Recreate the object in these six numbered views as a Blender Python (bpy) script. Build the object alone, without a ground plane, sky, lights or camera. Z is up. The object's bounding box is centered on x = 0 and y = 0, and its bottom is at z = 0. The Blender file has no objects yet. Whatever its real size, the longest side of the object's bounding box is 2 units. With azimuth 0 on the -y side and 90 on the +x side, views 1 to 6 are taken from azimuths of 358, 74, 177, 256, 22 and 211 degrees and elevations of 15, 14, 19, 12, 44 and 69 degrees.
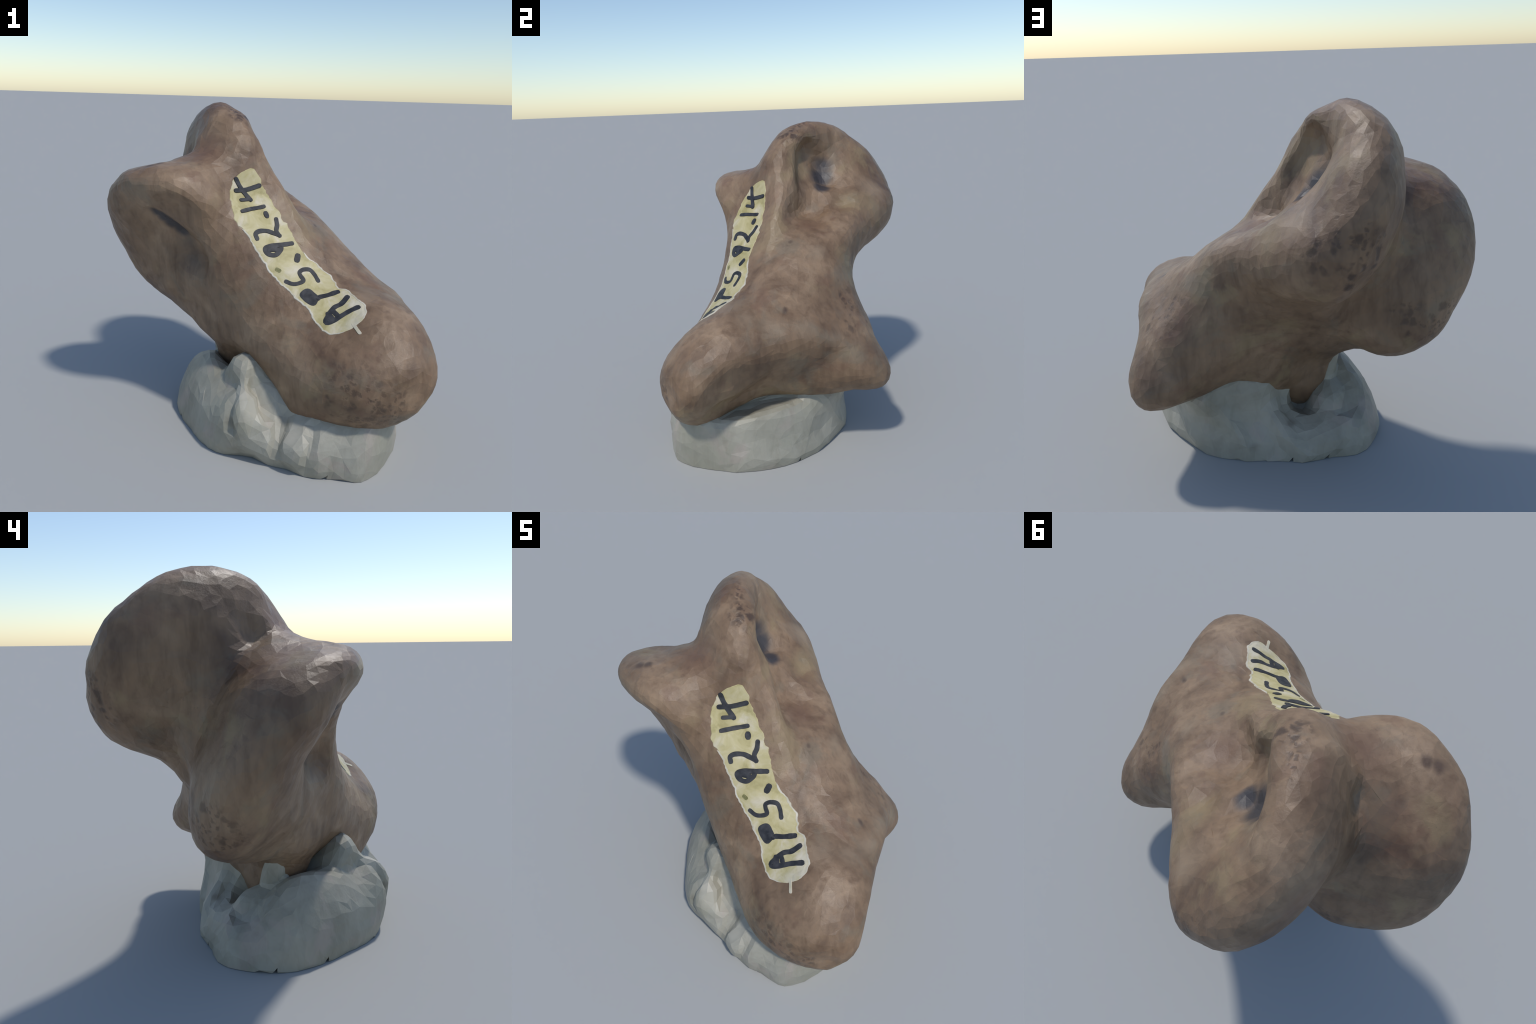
import bpy, bmesh, math
import numpy as np
from mathutils import Vector, Matrix, noise

# ---------------------------------------------------------------- implicit modelling
BLEND = 0.06

def rotation(w):
    th = np.linalg.norm(w)
    if th < 1e-9:
        return np.eye(3)
    k = w / th
    K = np.array([[0, -k[2], k[1]], [k[2], 0, -k[0]], [-k[1], k[0], 0]])
    return np.eye(3) + math.sin(th) * K + (1 - math.cos(th)) * K @ K

def ellipsoid(p, centre, radii, turn):
    r = np.array(radii)
    x = (p - np.array(centre)) @ rotation(np.array(turn, float))
    a = x / r
    k0 = np.sqrt((a * a).sum(-1)) + 1e-9
    b = a / r
    k1 = np.sqrt((b * b).sum(-1)) + 1e-9
    return k0 * (k0 - 1) / k1

def blended(p, lobes, hollows=(), blend=BLEND, rim=0.6):
    s = np.zeros(len(p))
    for lobe in lobes:
        s += np.exp(-np.clip(ellipsoid(p, *lobe[1:]), -2.0, 2.0) / blend)
    d = -blend * np.log(s + 1e-30)
    return hollowed(d, p, hollows, blend * rim)

def hollowed(d, p, hollows, h):
    """Cut ellipsoids out of the field d, rounding the rim over the width h."""
    for hollow in hollows:
        e = -ellipsoid(p, *hollow[1:])
        m = np.maximum(d, e)
        d = m + h * np.log(np.exp((d - m) / h) + np.exp((e - m) / h))
    return d

def surface_net(f, low, high, step):
    n = [int(math.ceil((b - a) / step)) + 1 for a, b in zip(low, high)]
    axes = [low[i] + step * np.arange(n[i]) for i in range(3)]
    G = np.stack(np.meshgrid(*axes, indexing="ij"), -1).reshape(-1, 3)
    F = np.concatenate([f(c) for c in np.array_split(G, 24)]).reshape(n)
    inside = F < 0
    nc = [k - 1 for k in n]
    acc = np.zeros(nc + [3]); cnt = np.zeros(nc)
    corners = [(i, j, k) for i in (0, 1) for j in (0, 1) for k in (0, 1)]
    def part(c):
        return tuple(slice(c[a], c[a] + nc[a]) for a in range(3))
    for a in corners:
        for ax in range(3):
            if a[ax]:
                continue
            b = list(a); b[ax] = 1
            Fa, Fb = F[part(a)], F[part(b)]
            x = (Fa < 0) != (Fb < 0)
            t = np.where(x, Fa / np.where(x, Fa - Fb, 1), 0)
            pos = np.zeros(nc + [3])
            for d in range(3):
                pos[..., d] = a[d]
            pos[..., ax] += t
            acc += np.where(x[..., None], pos, 0); cnt += x
    act = cnt > 0
    idx = -np.ones(nc, int); idx[act] = np.arange(act.sum())
    cell = np.argwhere(act)
    verts = np.array(low) + step * (cell + acc[act] / cnt[act][:, None])
    faces = []
    for ax in range(3):
        u, v = (ax + 1) % 3, (ax + 2) % 3
        lo = [slice(None)] * 3; hi = [slice(None)] * 3
        lo[ax] = slice(0, -1); hi[ax] = slice(1, None)
        A, B = inside[tuple(lo)], inside[tuple(hi)]
        for flip in (False, True):
            e = np.argwhere((A & ~B) if not flip else (~A & B))
            e = e[(e[:, u] > 0) & (e[:, v] > 0) & (e[:, u] < nc[u]) & (e[:, v] < nc[v])]
            q = []
            for du, dv in ((0, 0), (-1, 0), (-1, -1), (0, -1)):
                c = e.copy(); c[:, u] += du; c[:, v] += dv
                q.append(idx[c[:, 0], c[:, 1], c[:, 2]])
            q = np.stack(q, 1)
            # outward winding
            faces.append(q[:, ::-1] if flip else q)
    return verts, np.concatenate(faces)

def strokes(p, touches):
    """Sculpting touches: each adds (+) or takes away (-) a soft round swell of the given height."""
    d = np.zeros(len(p))
    for x, y, z, size, height in touches:
        d -= height * np.exp(-((p - np.array((x, y, z))) ** 2).sum(-1) / (2 * size * size))
    return d

def folds(p, lines):
    """Creases (-) and raised folds (+) drawn along short polylines."""
    d = np.zeros(len(p))
    for width, height, line in lines:
        q = np.full(len(p), 1e9)
        for a, b in zip(line[:-1], line[1:]):
            a = np.array(a); b = np.array(b)
            t = np.clip(((p - a) @ (b - a)) / ((b - a) @ (b - a)), 0, 1)
            q = np.minimum(q, ((p - a - t[:, None] * (b - a)) ** 2).sum(-1))
        d -= height * np.exp(-q / (2 * width * width))
    return d

# ---------------------------------------------------------------- the shapes
BONE_LOBES = [
    ("knob", (0.743, -0.581, 0.704), (0.238, 0.342, 0.191), (0.347, 0.513, 0.682)),
    ("shaft_low", (0.359, -0.303, 0.650), (0.436, 0.361, 0.313), (0.319, 0.006, -0.267)),
    ("shaft_mid", (0.183, -0.035, 0.919), (0.468, 0.469, 0.318), (0.694, 0.392, -0.025)),
    ("shaft_up", (-0.083, 0.256, 1.358), (0.281, 0.148, 0.388), (0.029, 0.177, 0.332)),
    ("apex", (-0.306, 0.386, 1.846), (0.102, 0.258, 0.149), (-0.111, 0.555, 0.124)),
    ("plate", (-0.228, 0.617, 1.480), (0.194, 0.311, 0.389), (-0.001, -0.352, -0.079)),
    ("plate_rear", (0.029, 0.618, 1.326), (0.146, 0.330, 0.183), (0.230, -0.057, 0.485)),
    ("flange_top", (-0.467, -0.109, 1.436), (0.233, 0.220, 0.138), (-0.353, 0.449, -0.039)),
    ("flange_mid", (-0.784, 0.186, 1.241), (0.179, 0.128, 0.327), (0.672, 0.034, -0.274)),
    ("flange_low", (-0.510, 0.254, 0.970), (0.326, 0.199, 0.331), (0.547, 0.052, -0.161)),
    ("web", (-0.437, 0.095, 1.117), (0.363, 0.154, 0.528), (0.210, 0.148, -1.047)),
    ("heel", (0.731, 0.234, 0.575), (0.144, 0.205, 0.103), (-0.409, 0.133, -0.055)),
    ("heel_ridge", (0.595, 0.027, 0.831), (0.256, 0.332, 0.102), (-0.282, 0.461, 0.300)),
    ("belly", (0.149, -0.030, 0.780), (0.538, 0.345, 0.223), (0.383, -0.327, -0.086)),
    ("knob_low", (0.505, -0.657, 0.477), (0.410, 0.221, 0.263), (0.223, -0.291, -0.491)),
    ("back_wall", (0.119, 0.288, 1.036), (0.349, 0.136, 0.357), (-0.757, -0.041, -0.501)),
    ("saddle", (-0.373, 0.362, 1.374), (0.103, 0.122, 0.331), (0.055, -0.088, -0.008)),
    ("back_face", (0.462, 0.236, 0.728), (0.229, 0.118, 0.214), (-0.091, -0.003, -0.005)),
    ("waist", (-0.109, -0.128, 1.124), (0.182, 0.181, 0.256), (-0.051, -0.182, 0.082)),
    ("horn_front", (-0.259, 0.023, 1.511), (0.118, 0.127, 0.136), (-0.023, -0.017, 0.003)),
    ("heel_bottom", (0.573, 0.072, 0.527), (0.242, 0.220, 0.129), (-0.045, 0.248, 0.006)),
    ("flange_rim", (-0.706, 0.149, 1.380), (0.148, 0.167, 0.131), (-0.190, -0.004, 0.050)),
    ("spine", (0.086, -0.041, 1.366), (0.113, 0.051, 0.283), (-0.369, -0.506, -0.058)),
    ("heel_face", (0.637, 0.050, 0.641), (0.138, 0.274, 0.133), (0.215, -0.016, -0.230)),
    ("crest", (-0.118, 0.068, 1.635), (0.092, 0.086, 0.125), (-0.010, 0.039, -0.016)),
    ("flange_front", (-0.652, -0.112, 1.509), (0.163, 0.107, 0.058), (-0.237, 0.132, -0.335)),
    ("ridge", (-0.106, 0.066, 1.556), (0.084, 0.078, 0.245), (-0.206, -0.417, -0.022)),
    ("lower_band", (0.828, -0.266, 0.767), (0.074, 0.238, 0.080), (-0.009, 0.140, 0.020)),
    ("corner", (0.828, 0.303, 0.506), (0.082, 0.125, 0.069), (-0.477, -0.008, -0.015)),
    ("rim", (-0.119, 0.231, 1.855), (0.055, 0.090, 0.060), (0.198, 0.001, 0.106)),
    ("skirt", (0.649, -0.002, 0.489), (0.121, 0.272, 0.085), (0.074, -0.043, 0.020)),
    ("stem", (-0.001, -0.054, 0.369), (0.173, 0.123, 0.263), (0.197, 0.080, 0.056)),
    ("stem_root", (0.177, 0.084, 0.492), (0.165, 0.148, 0.185), (-0.104, 0.000, 0.038)),
    ("stem_wedge", (-0.062, -0.006, 0.381), (0.130, 0.100, 0.170), (0.048, 0.018, -0.006)),
]

BONE_HOLLOWS = [
    ("undercut", (1.025, -0.513, 0.519), (0.148, 0.257, 0.224), (0.024, 0.150, 0.049)),
    ("slot", (-0.537, -0.358, 1.378), (0.177, 0.094, 0.083), (-0.008, 0.099, -0.137)),
    ("front_pit", (-0.497, -0.179, 1.082), (0.200, 0.118, 0.147), (-0.044, 0.149, -0.136)),
]

# the deep socket in the upper lobe, cut with a wide soft rim
SOCKET = [
    ("socket_mouth", (0.182, 0.420, 1.648), (0.100, 0.112, 0.218), (0.026, 0.002, -0.013)),
    ("socket", (0.022, 0.275, 1.640), (0.088, 0.105, 0.262), (-0.050, -0.520, 0.000)),
]

CLAY_LOBES = [
    ("core", (0.303, -0.275, 0.080), (0.568, 0.519, 0.145), (-0.071, 0.066, -0.248)),
    ("lobe_a", (-0.279, 0.060, 0.005), (0.198, 0.297, 0.230), (-0.131, 0.036, -0.104)),
    ("lobe_b", (-0.301, -0.175, 0.075), (0.118, 0.312, 0.346), (-0.385, 0.098, 0.319)),
    ("front", (0.624, -0.470, 0.127), (0.425, 0.411, 0.193), (-0.292, -1.265, 0.104)),
    ("right", (0.517, -0.180, 0.360), (0.220, 0.746, 0.294), (0.516, 0.563, -0.189)),
    ("back", (0.179, 0.143, 0.309), (0.524, 0.092, 0.444), (0.511, 0.008, -0.171)),
    ("peak", (-0.023, -0.340, 0.328), (0.147, 0.087, 0.228), (0.400, -0.075, -0.051)),
    ("flank", (0.139, -0.486, 0.072), (0.166, 0.113, 0.295), (0.041, 0.093, -0.147)),
    ("tall", (0.222, -0.029, 0.339), (0.276, 0.270, 0.152), (0.244, 0.116, 0.029)),
    ("buttress", (-0.156, -0.486, 0.086), (0.093, 0.122, 0.306), (0.525, 0.186, 0.107)),
]

CLAY_HOLLOWS = [
    ("gap", (0.780, -0.450, 0.420), (0.130, 0.280, 0.060), (0.025, -0.483, 0.105)),
    ("heel_clearance", (0.786, 0.264, 0.576), (0.307, 0.347, 0.205), (0.001, -0.051, -0.002)),
    ("back_slope", (-0.083, 0.277, 0.323), (0.216, 0.100, 0.126), (0.026, 0.035, -0.150)),
    ("stem_clearance", (-0.103, 0.212, 0.478), (0.140, 0.130, 0.140), (-0.001, 0.000, -0.001)),
    ("under_lobe", (-0.300, 0.190, 0.530), (0.130, 0.120, 0.100), (0.000, 0.000, 0.000)),
]

BONE_TOUCHES = [
    (0.220, -0.628, 0.246, 0.065, 0.030),
    (0.204, -0.682, 0.437, 0.065, -0.016),
    (0.460, -0.721, 0.249, 0.090, -0.012),
    (0.775, -0.919, 0.533, 0.065, -0.016),
    (0.859, -0.868, 0.439, 0.065, 0.013),
    (-0.593, 0.035, 0.803, 0.065, 0.024),
    (-0.439, 0.633, 1.807, 0.065, -0.015),
    (0.433, -0.887, 0.521, 0.120, 0.005),
    (0.798, -0.635, 0.469, 0.065, -0.030),
    (-0.472, 0.562, 1.528, 0.090, 0.010),
    (0.751, -0.841, 0.334, 0.065, 0.006),
    (0.908, -0.592, 0.554, 0.065, 0.020),
    (-0.419, 0.110, 1.752, 0.065, 0.022),
    (-0.361, 0.204, 1.856, 0.065, -0.010),
    (-0.095, 0.859, 1.178, 0.065, 0.017),
    (-0.011, 0.553, 1.574, 0.065, 0.013),
    (0.826, -0.879, 0.570, 0.065, -0.018),
    (-0.905, 0.110, 1.210, 0.065, -0.011),
    (-0.138, 0.924, 1.558, 0.065, 0.014),
    (-0.416, 0.742, 1.714, 0.065, -0.013),
    (-0.333, -0.183, 1.657, 0.065, 0.011),
    (0.620, -0.597, 0.924, 0.065, -0.005),
    (0.076, 0.694, 1.487, 0.065, -0.008),
    (-0.572, 0.334, 1.459, 0.065, -0.009),
    (-0.734, 0.406, 1.273, 0.065, 0.010),
    (-0.091, -0.167, 1.446, 0.065, 0.007),
    (-0.411, 0.603, 1.314, 0.065, 0.014),
    (0.086, 0.313, 0.671, 0.120, 0.009),
    (0.193, 0.249, 1.373, 0.065, -0.015),
    (-0.095, 0.859, 1.178, 0.120, -0.007),
    (-0.042, 0.930, 1.463, 0.065, 0.011),
    (-0.493, 0.463, 1.733, 0.065, 0.004),
    (-0.449, 0.687, 1.505, 0.065, 0.006),
    (-0.365, -0.133, 1.070, 0.065, 0.025),
    (-0.349, -0.057, 1.046, 0.065, -0.026),
    (-0.034, 0.013, 1.807, 0.065, 0.006),
    (-0.561, -0.003, 1.137, 0.065, -0.008),
    (-0.439, 0.633, 1.807, 0.120, 0.006),
    (-0.138, 0.924, 1.558, 0.120, -0.012),
    (-0.227, 0.941, 1.547, 0.065, 0.009),
    (0.857, -0.169, 0.590, 0.065, 0.008),
    (0.903, -0.315, 0.725, 0.065, -0.004),
    (0.497, -0.771, 0.774, 0.090, 0.003),
    (0.783, -0.359, 0.510, 0.065, -0.011),
    (0.736, -0.445, 0.396, 0.065, 0.025),
    (0.029, 0.177, 1.372, 0.065, -0.026),
    (0.295, 0.464, 1.043, 0.065, 0.004),
    (0.598, -0.456, 0.327, 0.065, -0.005),
    (0.921, -0.149, 0.833, 0.065, 0.002),
    (0.754, -0.475, 0.481, 0.065, -0.015),
    (-0.410, 0.093, 1.694, 0.120, -0.004),
    (-0.197, 0.098, 1.927, 0.065, 0.003),
]

CLAY_TOUCHES = [
    (0.795, -0.744, 0.342, 0.080, 0.035),
    (0.194, -0.750, 0.106, 0.080, -0.035),
    (0.017, -0.681, 0.000, 0.080, -0.002),
    (-0.170, -0.436, 0.526, 0.080, 0.024),
    (0.852, -0.158, 0.027, 0.080, -0.009),
    (0.840, -0.062, 0.225, 0.080, 0.011),
    (0.435, 0.303, 0.165, 0.080, 0.009),
    (0.255, 0.287, 0.178, 0.080, -0.012),
    (0.599, -0.514, 0.269, 0.110, -0.020),
    (0.849, -0.544, 0.000, 0.080, 0.009),
    (0.665, 0.182, 0.201, 0.080, -0.010),
    (-0.248, 0.350, 0.149, 0.080, -0.012),
    (0.183, -0.829, 0.141, 0.080, 0.035),
    (-0.169, -0.362, 0.426, 0.080, -0.014),
    (-0.150, 0.244, 0.271, 0.080, 0.023),
    (0.013, -0.559, 0.277, 0.080, -0.019),
    (-0.046, -0.725, 0.184, 0.080, 0.012),
    (0.051, -0.545, 0.417, 0.080, 0.016),
    (-0.003, 0.120, 0.255, 0.080, -0.019),
    (-0.398, 0.131, 0.377, 0.080, 0.013),
    (-0.270, 0.200, 0.261, 0.080, -0.016),
    (0.105, -0.705, 0.000, 0.080, 0.024),
    (0.767, -0.813, 0.322, 0.150, -0.011),
    (0.634, -0.146, 0.335, 0.080, -0.021),
]

CLAY_FOLDS = [
    (0.022, -0.030, [(-0.129, -0.52, 0.52), (-0.13, -0.61, 0.36), (-0.142, -0.67, 0.20)]),
    (0.035, 0.022, [(-0.075, -0.44, 0.50), (-0.09, -0.59, 0.39), (-0.08, -0.68, 0.26)]),
    (0.040, 0.018, [(-0.01, -0.62, 0.35), (0.03, -0.70, 0.26)]),
    (0.022, -0.028, [(0.156, -0.65, 0.28), (0.14, -0.70, 0.21), (0.10, -0.78, 0.11)]),
    (0.022, -0.018, [(0.315, -0.755, 0.28), (0.29, -0.84, 0.18), (0.27, -0.85, 0.06)]),
    (0.022, -0.025, [(0.33, 0.33, 0.24), (0.29, 0.34, 0.18), (0.25, 0.37, 0.05)]),
    (0.045, 0.022, [(0.48, 0.26, 0.30), (0.35, 0.33, 0.18), (0.30, 0.37, 0.08)]),
    (0.035, 0.020, [(0.14, 0.22, 0.27), (0.09, 0.37, 0.15), (-0.01, 0.40, 0.05)]),
    (0.025, -0.022, [(0.20, 0.34, 0.22), (0.15, 0.38, 0.05)]),
]
# a tongue and a low collar of clay pulled up against the underside of the side lobe
CLAY_TONGUE = [
    ("tongue", (-0.195, 0.020, 0.41), (0.045, 0.065, 0.18), (0, -0.35, 0)),
    ("collar", (-0.190, 0.105, 0.18), (0.115, 0.110, 0.140), (0, 0, 0)),
]

BONE_FOLDS = [
    (0.045, -0.018, [(-0.62, -0.157, 1.336), (-0.555, -0.163, 1.30), (-0.48, -0.140, 1.240)]),
    (0.045, -0.028, [(-0.11, 0.39, 1.68), (-0.06, 0.375, 1.58)]),
]

def bone_field(p):
    return hollowed(blended(p, BONE_LOBES, BONE_HOLLOWS), p, SOCKET, 0.04) + strokes(p, BONE_TOUCHES) + folds(p, BONE_FOLDS)

def clay_field(p):
    d = -hollowed(-blended(p, CLAY_LOBES, CLAY_HOLLOWS, rim=0.9), p, CLAY_TONGUE, 0.02) + strokes(p, CLAY_TOUCHES) + folds(p, CLAY_FOLDS)
    return np.maximum(d, 0.001 - p[:, 2])

# ---------------------------------------------------------------- mesh helpers
def link(o):
    bpy.context.collection.objects.link(o)
    return o

def mesh_from(name, v, f):
    me = bpy.data.meshes.new(name)
    me.from_pydata([tuple(map(float, x)) for x in v], [], [tuple(map(int, x)) for x in f])
    me.update()
    return me

def largest_piece(v, f):
    parent = np.arange(len(v))
    e = np.concatenate([f[:, [0, 1]], f[:, [1, 2]], f[:, [2, 3]]])
    while True:                                    # label propagation over edges
        m = np.minimum(parent[e[:, 0]], parent[e[:, 1]])
        new = parent.copy()
        np.minimum.at(new, e[:, 0], m); np.minimum.at(new, e[:, 1], m)
        new = new[new]
        if (new == parent).all():
            break
        parent = new
    best = np.bincount(parent).argmax()
    keep = parent == best
    remap = -np.ones(len(v), int); remap[keep] = np.arange(keep.sum())
    return v[keep], remap[f[keep[f].all(1)]]

def faceted(v, f, triangles, grain, seed):
    """Reduce a fine net to the scan's coarse, uneven facets; returns arrays of points and triangles."""
    w = v.copy()
    off = Vector((seed * 3.1, seed * 1.7, seed * 0.9))
    for i, p in enumerate(v):
        q = Vector(p)
        n1 = noise.noise_vector(q * 9.0 + off)
        n2 = noise.noise_vector(q * 26.0 + off)
        w[i] += (np.array(n1) * 0.55 + np.array(n2) * 0.45) * grain
    o = link(bpy.data.objects.new("net", mesh_from("net", w, f)))
    m = o.modifiers.new("reduce", "DECIMATE")
    m.ratio = triangles / (2.0 * len(f))
    m.use_collapse_triangulate = True
    g = bpy.context.evaluated_depsgraph_get()
    me = bpy.data.meshes.new_from_object(o.evaluated_get(g))
    P = np.array([x.co[:] for x in me.vertices]); F = np.array([x.vertices[:] for x in me.polygons])
    old = o.data
    bpy.data.objects.remove(o); bpy.data.meshes.remove(me); bpy.data.meshes.remove(old)
    return P, F

# ---------------------------------------------------------------- materials
class Nodes:
    def __init__(self, name):
        self.mat = bpy.data.materials.new(name); self.mat.use_nodes = True
        self.t = self.mat.node_tree; self.b = self.t.nodes["Principled BSDF"]
        self.pos = self.new("ShaderNodeTexCoord").outputs["Object"]
    def new(self, kind, **kw):
        n = self.t.nodes.new(kind)
        for k, v in kw.items():
            setattr(n, k, v)
        return n
    def put(self, sock, v):
        if hasattr(v, "is_output"):
            self.t.links.new(v, sock)
        elif isinstance(v, tuple) and len(v) == 3 and sock.type == "RGBA":
            sock.default_value = (*v, 1)
        else:
            sock.default_value = v
    def mapped(self, scale, turn=(0, 0, 0), shift=(0, 0, 0), src=None):
        n = self.new("ShaderNodeMapping")
        self.put(n.inputs["Vector"], src or self.pos)
        n.inputs["Scale"].default_value = scale; n.inputs["Rotation"].default_value = turn; n.inputs["Location"].default_value = shift
        return n.outputs[0]
    def noise(self, scale, detail=4, rough=0.55, distort=0.0, vec=None, color=False):
        n = self.new("ShaderNodeTexNoise")
        self.put(n.inputs["Vector"], vec or self.pos)
        n.inputs["Scale"].default_value = scale; n.inputs["Detail"].default_value = detail
        n.inputs["Roughness"].default_value = rough; n.inputs["Distortion"].default_value = distort
        return n.outputs["Color" if color else "Fac"]
    def math(self, op, a, b=None, clamp=False):
        n = self.new("ShaderNodeMath", operation=op, use_clamp=clamp)
        self.put(n.inputs[0], a)
        if b is not None:
            self.put(n.inputs[1], b)
        return n.outputs[0]
    def range(self, v, a, b, c=0.0, d=1.0):
        n = self.new("ShaderNodeMapRange", interpolation_type="SMOOTHSTEP")
        for k, x in zip(("Value", "From Min", "From Max", "To Min", "To Max"), (v, a, b, c, d)):
            self.put(n.inputs[k], x)
        return n.outputs[0]
    def ramp(self, v, stops):
        n = self.new("ShaderNodeValToRGB"); self.put(n.inputs[0], v)
        e = n.color_ramp.elements
        while len(e) < len(stops):
            e.new(0.5)
        for x, (p, c) in zip(e, stops):
            x.position = p; x.color = (*c, 1)
        return n.outputs[0]
    def mix(self, f, a, b, mode="MIX"):
        n = self.new("ShaderNodeMix", data_type="RGBA", blend_type=mode)
        self.put(n.inputs[0], f); self.put(n.inputs[6], a); self.put(n.inputs[7], b)
        return n.outputs[2]
    def near(self, spots, soft=0.5, src=None):
        """1 inside the given soft balls (x, y, z, radius), 0 outside."""
        out = None
        for x, y, z, r in spots:
            n = self.new("ShaderNodeVectorMath", operation="DISTANCE")
            self.put(n.inputs[0], src or self.pos); n.inputs[1].default_value = (x, y, z)
            m = self.range(n.outputs["Value"], r * (1 - soft), r, 1.0, 0.0)
            out = m if out is None else self.math("MAXIMUM", out, m)
        return out
    def warped(self, amount, scale):
        c = self.noise(scale, 3, color=True)
        n = self.new("ShaderNodeVectorMath", operation="MULTIPLY_ADD")
        self.put(n.inputs[0], c); n.inputs[1].default_value = (amount,) * 3; n.inputs[2].default_value = (-amount / 2,) * 3
        m = self.new("ShaderNodeVectorMath", operation="ADD")
        self.put(m.inputs[0], self.pos); self.put(m.inputs[1], n.outputs[0])
        return m.outputs[0]
    def bump(self, h, strength, dist):
        n = self.new("ShaderNodeBump"); n.inputs["Strength"].default_value = strength; n.inputs["Distance"].default_value = dist
        self.put(n.inputs["Height"], h); self.put(self.b.inputs["Normal"], n.outputs[0])
    def finish(self, color, rough):
        self.put(self.b.inputs["Base Color"], color); self.put(self.b.inputs["Roughness"], rough)
        return self.mat

DEEP_PITS = [(-0.17, 0.93, 1.40, 0.25), (-0.12, 0.17, 1.93, 0.12), (-0.18, 0.29, 1.97, 0.09)]
PIT_FIELDS = [(0.50, -0.88, 0.50, 0.28), (0.72, -0.88, 0.47, 0.18), (-0.17, 0.93, 1.40, 0.26), (-0.12, 0.17, 1.93, 0.13), (-0.18, 0.29, 1.97, 0.10),
              (0.76, 0.26, 0.84, 0.17), (0.66, 0.22, 0.96, 0.13), (-0.72, 0.45, 0.86, 0.22), (-0.55, 0.50, 0.90, 0.16)]

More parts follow.
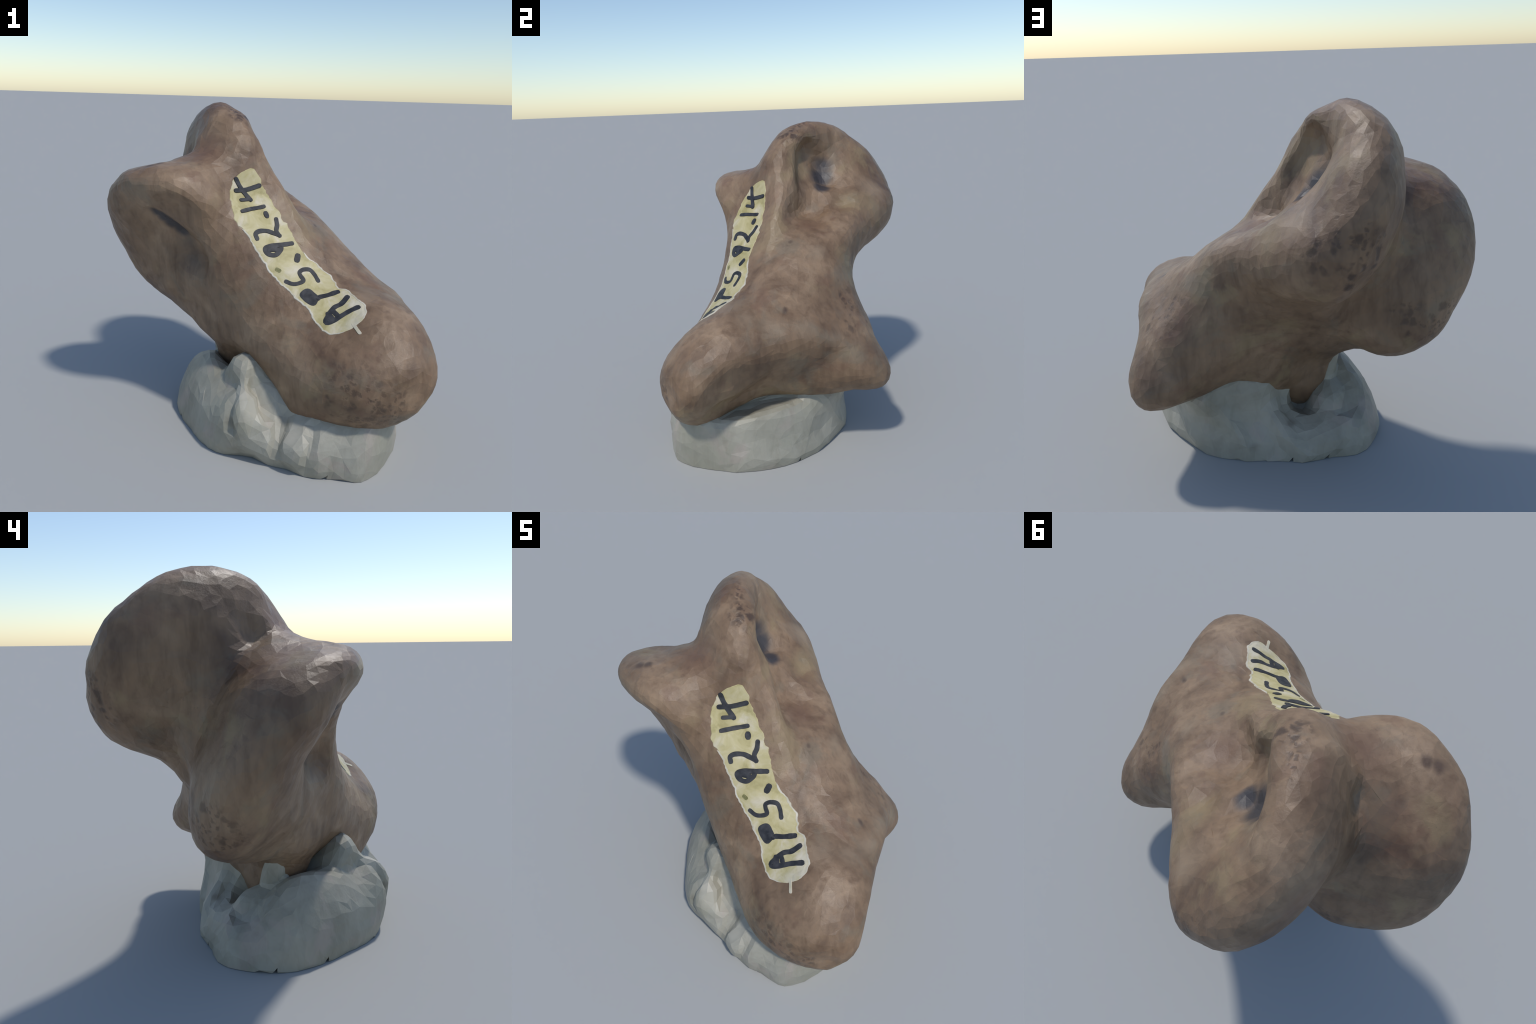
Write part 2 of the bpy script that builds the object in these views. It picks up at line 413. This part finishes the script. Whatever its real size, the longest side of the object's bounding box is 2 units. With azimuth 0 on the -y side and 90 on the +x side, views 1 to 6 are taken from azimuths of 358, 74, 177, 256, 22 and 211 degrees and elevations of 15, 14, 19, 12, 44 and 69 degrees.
def bone_material():
    k = Nodes("old_bone")
    w = k.warped(0.10, 5.0)
    broad = k.noise(2.5, 4, 0.55, 0.8)
    col = k.ramp(broad, [(0.30, (0.118, 0.069, 0.040)), (0.43, (0.186, 0.116, 0.067)), (0.56, (0.238, 0.154, 0.092)), (0.70, (0.310, 0.210, 0.130))])
    # fibres running along the shaft
    fib = k.noise(6.0, 5, 0.58, 0.5, k.mapped((3.4, 3.4, 0.75), (0.55, 0.5, 0.2)))
    col = k.mix(0.75, col, k.ramp(fib, [(0.28, (0.66, 0.61, 0.57)), (0.50, (1, 1, 1)), (0.72, (1.22, 1.20, 1.16))]), "MULTIPLY")
    # ochre, olive-grey and rusty patches
    ochre = k.math("MULTIPLY", k.range(k.noise(3.1, 4, 0.6, 0.4, k.mapped((1, 1, 1), shift=(4.2, 1.3, 7.7))), 0.54, 0.68), 0.42)
    ochre = k.math("MAXIMUM", ochre, k.math("MULTIPLY", k.near([(0.14, 0.50, 1.45, 0.16), (0.10, 0.62, 1.40, 0.14), (0.45, 0.28, 1.12, 0.12)], 0.9, w), 0.55))
    col = k.mix(ochre, col, (0.310, 0.232, 0.122))
    olive = k.math("MULTIPLY", k.range(k.noise(3.7, 5, 0.6, 0.5, k.mapped((1, 1, 1), shift=(-3.1, 5.3, 2.2))), 0.54, 0.68), 0.40)
    col = k.mix(olive, col, (0.175, 0.152, 0.108))
    rust = k.math("MULTIPLY", k.range(k.noise(4.1, 4, 0.6, 0.5, k.mapped((1, 1, 1), shift=(9.1, -2.3, 1.2))), 0.56, 0.70), 0.45)
    rust = k.math("MAXIMUM", rust, k.math("MULTIPLY", k.near([(-0.33, -0.01, 1.72, 0.20), (-0.56, 0.15, 1.58, 0.17), (0.25, 0.16, 1.36, 0.15), (-0.43, 0.66, 1.76, 0.12)], 0.9, w), 0.6))
    col = k.mix(rust, col, (0.172, 0.092, 0.056))
    pale = k.near([(0.49, 0.12, 1.21, 0.10), (0.88, -0.12, 0.875, 0.12), (0.84, -0.28, 0.88, 0.11), (0.92, 0.06, 0.80, 0.10), (0.93, 0.20, 0.70, 0.11), (0.62, -0.50, 0.98, 0.15), (0.76, -0.44, 0.90, 0.12), (0.05, 0.72, 1.55, 0.15), (0.42, 0.02, 1.05, 0.14)], 0.95, w)
    col = k.mix(k.math("MULTIPLY", pale, 0.42), col, (0.34, 0.255, 0.17))
    mark = k.near([(-0.655, -0.135, 1.635, 0.055), (-0.60, -0.125, 1.645, 0.045), (0.765, -0.205, 0.962, 0.028), (0.37, -0.01, 1.255, 0.025), (0.04, -0.47, 0.98, 0.05)], 0.8, w)
    col = k.mix(k.math("MULTIPLY", mark, 0.7), col, (0.065, 0.038, 0.028))
    # spongy pits on the worn rims and ends
    vor = k.new("ShaderNodeTexVoronoi"); k.put(vor.inputs["Vector"], k.warped(0.085, 16.0)); vor.inputs["Scale"].default_value = 15.0
    pit = k.range(vor.outputs["Distance"], 0.20, 0.52, 1.0, 0.0)
    pit = k.math("MULTIPLY", pit, k.range(k.noise(9.0, 2, vec=k.mapped((1, 1, 1), shift=(2, 8, 3))), 0.40, 0.52))
    fine = k.new("ShaderNodeTexVoronoi"); k.put(fine.inputs["Vector"], k.warped(0.06, 24.0)); fine.inputs["Scale"].default_value = 30.0
    fine = k.math("MULTIPLY", k.range(fine.outputs["Distance"], 0.18, 0.50, 0.8, 0.0), k.range(k.noise(7.0, 2, vec=k.mapped((1, 1, 1), shift=(7, 3, 1))), 0.46, 0.56))
    pit = k.math("MAXIMUM", pit, fine)
    zone = k.math("MAXIMUM", k.math("MULTIPLY", k.near(PIT_FIELDS, 0.6, w), 0.78), k.near(DEEP_PITS, 0.5, w))
    pit = k.math("MULTIPLY", pit, zone)
    speck = k.math("MULTIPLY", k.range(k.noise(30.0, 4, 0.7), 0.60, 0.72), k.range(k.noise(4.0, 2, vec=k.mapped((1, 1, 1), shift=(1, 2, 9))), 0.50, 0.62))
    col = k.mix(k.math("MULTIPLY", speck, 0.35), col, (0.08, 0.052, 0.036))
    col = k.mix(k.math("MULTIPLY", pit, 0.80), col, (0.052, 0.030, 0.020))
    # blue-black colour at the bottom of the socket and in the slit
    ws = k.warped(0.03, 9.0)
    blue_black = k.near([(-0.12, 0.40, 1.69, 0.10), (-0.09, 0.38, 1.62, 0.12), (-0.03, 0.36, 1.55, 0.08), (-0.625, -0.150, 1.336, 0.065), (-0.580, -0.155, 1.313, 0.085), (-0.525, -0.145, 1.275, 0.095), (-0.470, -0.125, 1.235, 0.080)], 0.6, ws)
    col = k.mix(k.math("MULTIPLY", blue_black, 0.93), col, (0.036, 0.035, 0.041))
    painted_shade = k.near([(-0.43, -0.10, 1.15, 0.13), (-0.38, -0.09, 1.05, 0.11)], 0.95, w)  # shade below the slit, darkened into the bone colour
    col = k.mix(k.math("MULTIPLY", painted_shade, 0.55), col, (0.070, 0.060, 0.052))
    h = k.math("SUBTRACT", k.math("MULTIPLY", k.noise(55.0, 6, 0.7), 0.5), k.math("MULTIPLY", pit, 0.6))
    k.bump(h, 0.35, 0.012)
    return k.finish(col, k.range(k.noise(12.0, 4), 0.3, 0.7, 0.40, 0.54))

def clay_material():
    k = Nodes("grey_clay")
    col = k.ramp(k.noise(2.6, 5, 0.6, 0.5), [(0.30, (0.262, 0.248, 0.195)), (0.46, (0.325, 0.308, 0.248)), (0.58, (0.362, 0.342, 0.280)), (0.74, (0.415, 0.392, 0.325))])
    pink = k.math("MULTIPLY", k.range(k.noise(4.4, 4, 0.6, 0.4, k.mapped((1, 1, 1), shift=(5, 1, 2))), 0.54, 0.68), 0.45)
    col = k.mix(pink, col, (0.40, 0.325, 0.285))
    green = k.math("MULTIPLY", k.range(k.noise(3.4, 4, 0.6, 0.4, k.mapped((1, 1, 1), shift=(-5, 3, 6))), 0.54, 0.68), 0.45)
    col = k.mix(green, col, (0.305, 0.300, 0.232))
    smear = k.noise(5.0, 6, 0.65, 0.6, k.mapped((2.2, 2.2, 0.8), (0.2, 0.1, 0)))
    col = k.mix(0.45, col, k.ramp(smear, [(0.32, (0.72, 0.71, 0.68)), (0.5, (1, 1, 1)), (0.7, (1.12, 1.12, 1.12))]), "MULTIPLY")
    w = k.warped(0.08, 7.0)
    pale = k.near([(0.00, -0.64, 0.33, 0.15), (-0.09, -0.60, 0.38, 0.10), (0.20, -0.75, 0.22, 0.09)], 0.8, w)
    col = k.mix(k.math("MULTIPLY", pale, 0.6), col, (0.52, 0.49, 0.41))
    dark_patch = k.near([(-0.13, -0.55, 0.47, 0.06), (0.15, -0.67, 0.27, 0.06), (0.10, -0.79, 0.10, 0.06), (-0.14, -0.66, 0.24, 0.05), (0.06, 0.30, 0.19, 0.05), (0.03, 0.38, 0.16, 0.035), (0.26, 0.37, 0.08, 0.05), (0.75, -0.10, 0.10, 0.03)], 0.9, w)
    col = k.mix(k.math("MULTIPLY", dark_patch, 0.55), col, (0.135, 0.115, 0.085))
    k.bump(k.noise(40.0, 5, 0.6), 0.25, 0.008)
    return k.finish(col, 0.48)

def label_material():
    k = Nodes("cream_paint")
    col = k.ramp(k.noise(9.0, 4, 0.6, 0.5), [(0.34, (0.370, 0.310, 0.130)), (0.45, (0.475, 0.405, 0.195)), (0.56, (0.530, 0.458, 0.255)), (0.68, (0.605, 0.530, 0.385))])
    w = k.warped(0.06, 12.0)
    thin = k.near([(-0.11, 0.00, 1.54, 0.13), (-0.18, -0.08, 1.46, 0.11)], 0.95, w)
    col = k.mix(k.math("MULTIPLY", thin, 0.9), col, (0.225, 0.155, 0.095))
    white = k.near([(0.585, -0.59, 0.89, 0.085), (0.56, -0.55, 0.92, 0.06), (0.53, -0.68, 0.84, 0.08), (0.545, -0.72, 0.81, 0.06)], 0.9, w)
    col = k.mix(k.math("MULTIPLY", white, 0.7), col, (0.66, 0.60, 0.49))
    k.bump(k.noise(60.0, 3), 0.15, 0.004)
    return k.finish(col, 0.55)

def ink_material():
    k = Nodes("black_ink")
    col = k.ramp(k.noise(22.0, 3), [(0.35, (0.016, 0.017, 0.021)), (0.65, (0.050, 0.050, 0.054))])
    k.b.inputs["Specular IOR Level"].default_value = 0.35
    return k.finish(col, 0.58)

def spot_material():
    k = Nodes("olive_spot")
    return k.finish(k.ramp(k.noise(40.0, 3), [(0.4, (0.16, 0.15, 0.05)), (0.6, (0.24, 0.22, 0.09))]), 0.6)

def cut_material():
    k = Nodes("dark_cut")
    return k.finish(k.ramp(k.noise(30.0, 2), [(0.4, (0.02, 0.02, 0.02)), (0.6, (0.03, 0.03, 0.028))]), 0.8)

# ---------------------------------------------------------------- bone
root = link(bpy.data.objects.new("mounted_bone", None))
root["label"] = "brown fossil bone with cream inked label standing in grey clay"
root["category"] = "fossil bone"

def child(o, parent):
    o.parent = parent
    return o

v, f = largest_piece(*surface_net(bone_field, (-1.02, -1.02, 0.12), (1.02, 1.02, 2.06), 0.017))
BP, BF = faceted(v, f, 8000, 0.006, 1)
REGIONS = {
    "shaft": [(0.05, 0.05, 1.05), (0.30, -0.20, 0.85), (-0.10, 0.00, 1.30), (0.15, 0.05, 0.60), (-0.10, -0.10, 0.90)],
    "socket_lobe": [(-0.20, 0.55, 1.55), (-0.20, 0.25, 1.85), (0.0, 0.75, 1.35)],
    "side_lobe": [(-0.68, 0.10, 1.30), (-0.55, 0.35, 0.95), (-0.60, -0.15, 1.50)],
    "rounded_end": [(0.68, -0.62, 0.62)],
    "heel_corner": [(0.80, 0.25, 0.62)],
}
keys = list(REGIONS)
centres = BP[BF].mean(1)
dist = np.stack([np.min([np.linalg.norm(centres - np.array(a), axis=1) for a in REGIONS[r]], axis=0) for r in keys])
which = dist.argmin(0)
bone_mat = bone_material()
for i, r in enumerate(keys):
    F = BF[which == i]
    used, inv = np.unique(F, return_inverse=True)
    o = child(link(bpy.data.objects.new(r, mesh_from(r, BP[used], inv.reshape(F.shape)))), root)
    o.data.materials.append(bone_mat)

# ---------------------------------------------------------------- clay mount
v, f = largest_piece(*surface_net(clay_field, (-0.75, -1.02, -0.05), (1.02, 0.56, 0.80), 0.015))
CP, CF = faceted(v, f, 2600, 0.006, 2)
CP[:, 2] = np.where(CP[:, 2] < 0.014, 0.0, CP[:, 2])
clay = child(link(bpy.data.objects.new("clay_mount", mesh_from("clay_mount", CP, CF))), root)
clay.data.materials.append(clay_material())

# small wedge-shaped nicks around the foot of the mount
NICKS = [(0.375, -0.835, -70, 0.045), (-0.468, -0.190, 170, 0.040), (-0.145, 0.392, 112, 0.045), (0.062, 0.405, 92, 0.040), (0.845, -0.163, 10, 0.035), (-0.50, 0.10, 148, 0.04)]
nv, nf = [], []
for x, y, a, s in NICKS:
    c, q = math.cos(math.radians(a)), math.sin(math.radians(a))
    def at(u, w, z):
        return (x + u * c - w * q, y + u * q + w * c, z)
    b = len(nv)
    for u in (-0.05, 0.08):
        nv += [at(u, -s * 0.8, -0.02), at(u, s * 0.25, -0.02), at(u, s * 0.25, s * 0.75)]
    nf += [(b, b + 1, b + 2), (b + 5, b + 4, b + 3), (b, b + 3, b + 4, b + 1), (b + 1, b + 4, b + 5, b + 2), (b + 2, b + 5, b + 3, b)]
nick_mesh = bpy.data.meshes.new("nick"); nick_mesh.from_pydata(nv, [], nf); nick_mesh.materials.append(cut_material())
bm = bmesh.new(); bm.from_mesh(nick_mesh); bmesh.ops.recalc_face_normals(bm, faces=bm.faces); bm.to_mesh(nick_mesh); bm.free()
nick = link(bpy.data.objects.new("nick", nick_mesh))
m = clay.modifiers.new("nicks", "BOOLEAN"); m.object = nick; m.operation = "DIFFERENCE"; m.solver = "EXACT"
g = bpy.context.evaluated_depsgraph_get()
cut = bpy.data.meshes.new_from_object(clay.evaluated_get(g))
clay.modifiers.clear(); old = clay.data; clay.data = cut; cut.name = "clay_mount"
bpy.data.objects.remove(nick); bpy.data.meshes.remove(old)

# ---------------------------------------------------------------- painted label, in its own (along, across) frame
from mathutils.bvhtree import BVHTree
TREE = BVHTree.FromPolygons([tuple(p) for p in BP.tolist()], BF.tolist())
O = np.array((0.227, -0.312, 1.122))
S_AX = np.array((-0.5405, 0.5099, 0.6693)); N_AX = np.array((0.0937, -0.7540, 0.6501)); T_AX = np.cross(N_AX, S_AX)

def on_bone(s, t, lift):
    """Drop a point of the label frame on to the bone."""
    p = Vector(O + s * S_AX + t * T_AX + 0.45 * N_AX)
    hit, nor, _, _ = TREE.ray_cast(p, Vector(-N_AX))
    return np.array(hit + nor * lift) if hit is not None else None

LEFT_EDGE = [(0.612, -0.010), (0.604, 0.045), (0.585, 0.105), (0.54, 0.150), (0.494, 0.178), (0.433, 0.200), (0.371, 0.220), (0.324, 0.218), (0.28, 0.203), (0.162, 0.198), (0.026, 0.193), (-0.048, 0.186), (-0.108, 0.172), (-0.164, 0.158), (-0.229, 0.153), (-0.301, 0.139), (-0.344, 0.144), (-0.40, 0.150), (-0.452, 0.150), (-0.494, 0.130), (-0.522, 0.093), (-0.534, 0.040), (-0.540, 0.010)]
RIGHT_EDGE = [(0.612, -0.035), (0.595, -0.066), (0.534, -0.075), (0.482, -0.071), (0.349, -0.074), (0.289, -0.077), (0.243, -0.063), (0.219, -0.080), (0.160, -0.076), (0.103, -0.064), (0.020, -0.064), (-0.056, -0.074), (-0.096, -0.096), (-0.150, -0.107), (-0.194, -0.118), (-0.241, -0.113), (-0.290, -0.103), (-0.310, -0.121), (-0.338, -0.130), (-0.411, -0.127), (-0.466, -0.125), (-0.503, -0.099), (-0.529, -0.056), (-0.540, -0.005)]

def edge_at(edge, s):
    a = np.array(edge)[::-1]
    return np.interp(s, a[:, 0], a[:, 1])

def ribbon(name, rows, cols, lift, edge_s, material, parent):
    """rows: list of (list of (s, t)) with equal lengths; edges sink into the bone so the coat has thickness."""
    verts, idx = [], {}
    for i, row in enumerate(rows):
        for j, (s, t) in enumerate(row):
            border = i in (0, len(rows) - 1) or j in (0, len(row) - 1)
            p = on_bone(s, t, -0.003 if border else lift)
            if p is not None:
                idx[i, j] = len(verts); verts.append(p)
    faces = []
    for i in range(len(rows) - 1):
        for j in range(len(rows[0]) - 1):
            q = [(i, j), (i, j + 1), (i + 1, j + 1), (i + 1, j)]
            if all(x in idx for x in q):
                faces.append([idx[x] for x in q])
    me = bpy.data.meshes.new(name); me.from_pydata([tuple(p) for p in verts], [], faces)
    bm = bmesh.new(); bm.from_mesh(me)
    for fc in bm.faces:
        fc.normal_update()
        if fc.normal.dot(Vector(N_AX)) < 0:
            fc.normal_flip()
    bm.to_mesh(me); bm.free()
    me.materials.append(material)
    return child(link(bpy.data.objects.new(name, me)), parent)

def ragged(s, side):
    return 0.009 * noise.noise(Vector((s * 24, side, 0))) + 0.005 * noise.noise(Vector((s * 62, side, 3)))

rows = []
for s in np.linspace(0.611, -0.539, 145):
    a, b = edge_at(LEFT_EDGE, s), edge_at(RIGHT_EDGE, s)
    a += ragged(s, 1.3); b += ragged(s, 7.3)
    rows.append([(s, b + (a - b) * u) for u in np.linspace(0, 1, 37)])
label = ribbon("cream_label", rows, 37, 0.0022, None, label_material(), root)

def rim_material():
    k = Nodes("pale_paint_edge")
    return k.finish(k.ramp(k.noise(14.0, 4), [(0.35, (0.50, 0.45, 0.33)), (0.65, (0.66, 0.60, 0.49))]), 0.5)

# the paint dried thicker and paler along its border: two uneven beads inside the edge and one round the lower end
RIM = rim_material()
def bead(edge, sign, s0, s1):
    rows = []
    for s in np.linspace(s0, s1, int(abs(s1 - s0) / 0.006)):
        e = edge_at(edge, s) + ragged(s, 1.3 if sign < 0 else 7.3)
        w = (0.017 + 0.010 * noise.noise(Vector((s * 22, sign * 5, 2)))) * min(1, abs(s - s0) / 0.03 + 0.1)
        rows.append([(s, e - sign * 0.002 + sign * w * u) for u in (0, 0.25, 0.5, 0.75, 1)])
    return ribbon("pale_edge", rows, 5, 0.0030, None, RIM, label)
bead(LEFT_EDGE, -1, 0.30, -0.532)
bead(RIGHT_EDGE, 1, 0.02, -0.532)

def smooth_line(pts, step=0.006):
    """Catmull-Rom through the control points."""
    P = [np.array(p, float) for p in pts]
    P = [2 * P[0] - P[1]] + P + [2 * P[-1] - P[-2]]
    out = []
    for a, b, c, d in zip(P[:-3], P[1:-2], P[2:-1], P[3:]):
        n = max(2, int(np.linalg.norm(c - b) / step))
        for u in np.arange(n) / n:
            out.append(0.5 * (2 * b + (c - a) * u + (2 * a - 5 * b + 4 * c - d) * u * u + (3 * b - a - 3 * c + d) * u ** 3))
    out.append(P[-2])
    return np.array(out)

def pen(name, line, width, lift, material, parent, tight=False):
    L = np.array(line, float) if tight else smooth_line(line)
    t = np.gradient(L, axis=0); t /= np.linalg.norm(t, axis=1, keepdims=True) + 1e-9
    n = np.stack([-t[:, 1], t[:, 0]], 1)
    d = np.r_[0, np.cumsum(np.linalg.norm(np.diff(L, axis=0), axis=1))]
    rows = []
    caps = [(L[0] - t[0] * width * 0.5 * x, n[0], math.sqrt(max(0.02, 1 - x * x))) for x in (0.98, 0.85, 0.6, 0.3)]
    caps2 = [(L[-1] + t[-1] * width * 0.5 * x, n[-1], math.sqrt(max(0.02, 1 - x * x))) for x in (0.3, 0.6, 0.85, 0.98)]
    mid = [(p, q, 1 + 0.16 * noise.noise(Vector((p[0] * 30, p[1] * 30, 4)))) for p, q in zip(L, n)]
    for p, q, r in caps + mid + caps2:
        rows.append([tuple(p + q * width * 0.5 * r * u) for u in (-1, -0.8, -0.4, 0, 0.4, 0.8, 1)])
    return ribbon(name, rows, 7, lift, None, material, parent)

INK = ink_material()
HAND = [
    ([(-0.452, -0.084), (-0.443, -0.021), (-0.437, 0.085), (-0.415, 0.098), (-0.378, 0.019), (-0.38, -0.036), (-0.364, -0.091)], 0.030),   # A
    ([(-0.385, 0.030), (-0.425, 0.030)], 0.030), ([(-0.392, 0.062), (-0.425, 0.066)], 0.034),
    ([(-0.304, -0.074), (-0.292, -0.012), (-0.275, 0.049), (-0.291, 0.092), (-0.236, 0.110), (-0.209, 0.108), (-0.207, 0.068), (-0.245, 0.056), (-0.278, 0.049)], 0.030),  # P
    ([(-0.235, 0.085), (-0.275, 0.078)], 0.040),
    ([(-0.094, 0.139), (-0.127, 0.115), (-0.141, 0.081), (-0.139, 0.048), (-0.107, 0.046), (-0.085, 0.040), (-0.081, 0.010), (-0.101, -0.026), (-0.14, -0.032), (-0.184, -0.026)], 0.026),  # S
    ([(-0.010, 0.006), (0.006, -0.010)], 0.038),
    ([(0.113, 0.040), (0.138, 0.104), (0.135, 0.143), (0.103, 0.141), (0.076, 0.108), (0.087, 0.061), (0.113, 0.040)], 0.030),   # 9
    ([(0.134, 0.092), (0.112, 0.029), (0.095, -0.025)], 0.031), ([(0.118, 0.120), (0.100, 0.080)], 0.030),
    ([(0.212, 0.153), (0.238, 0.147), (0.245, 0.117), (0.23, 0.072), (0.205, 0.044), (0.172, 0.014)], 0.028),   # 2
    ([(0.172, 0.014), (0.207, 0.013), (0.236, -0.012), (0.272, -0.029)], 0.028),
    ([(0.331, 0.010), (0.316, 0.014)], 0.032),
    ([(0.394, 0.143), (0.387, 0.072), (0.377, -0.003)], 0.026),   # 1
    ([(0.581, 0.075), (0.538, 0.074), (0.486, 0.065), (0.447, 0.055)], 0.030), ([(0.447, 0.055), (0.454, 0.080), (0.462, 0.110)], 0.024),   # 4
    ([(0.526, 0.110), (0.509, 0.044), (0.500, -0.045)], 0.026),
]
for n, (line, width) in enumerate(HAND):
    pen("ink_stroke", line, width * 1.12, 0.0036 + 0.0003 * n, INK, label)
pen("olive_spot", [(-0.006, 0.146), (-0.016, 0.140)], 0.030, 0.0034, spot_material(), label)
pen("paint_drip", [(-0.520, 0.004), (-0.555, 0.012), (-0.582, 0.018)], 0.020, 0.0034, label.data.materials[0], label)
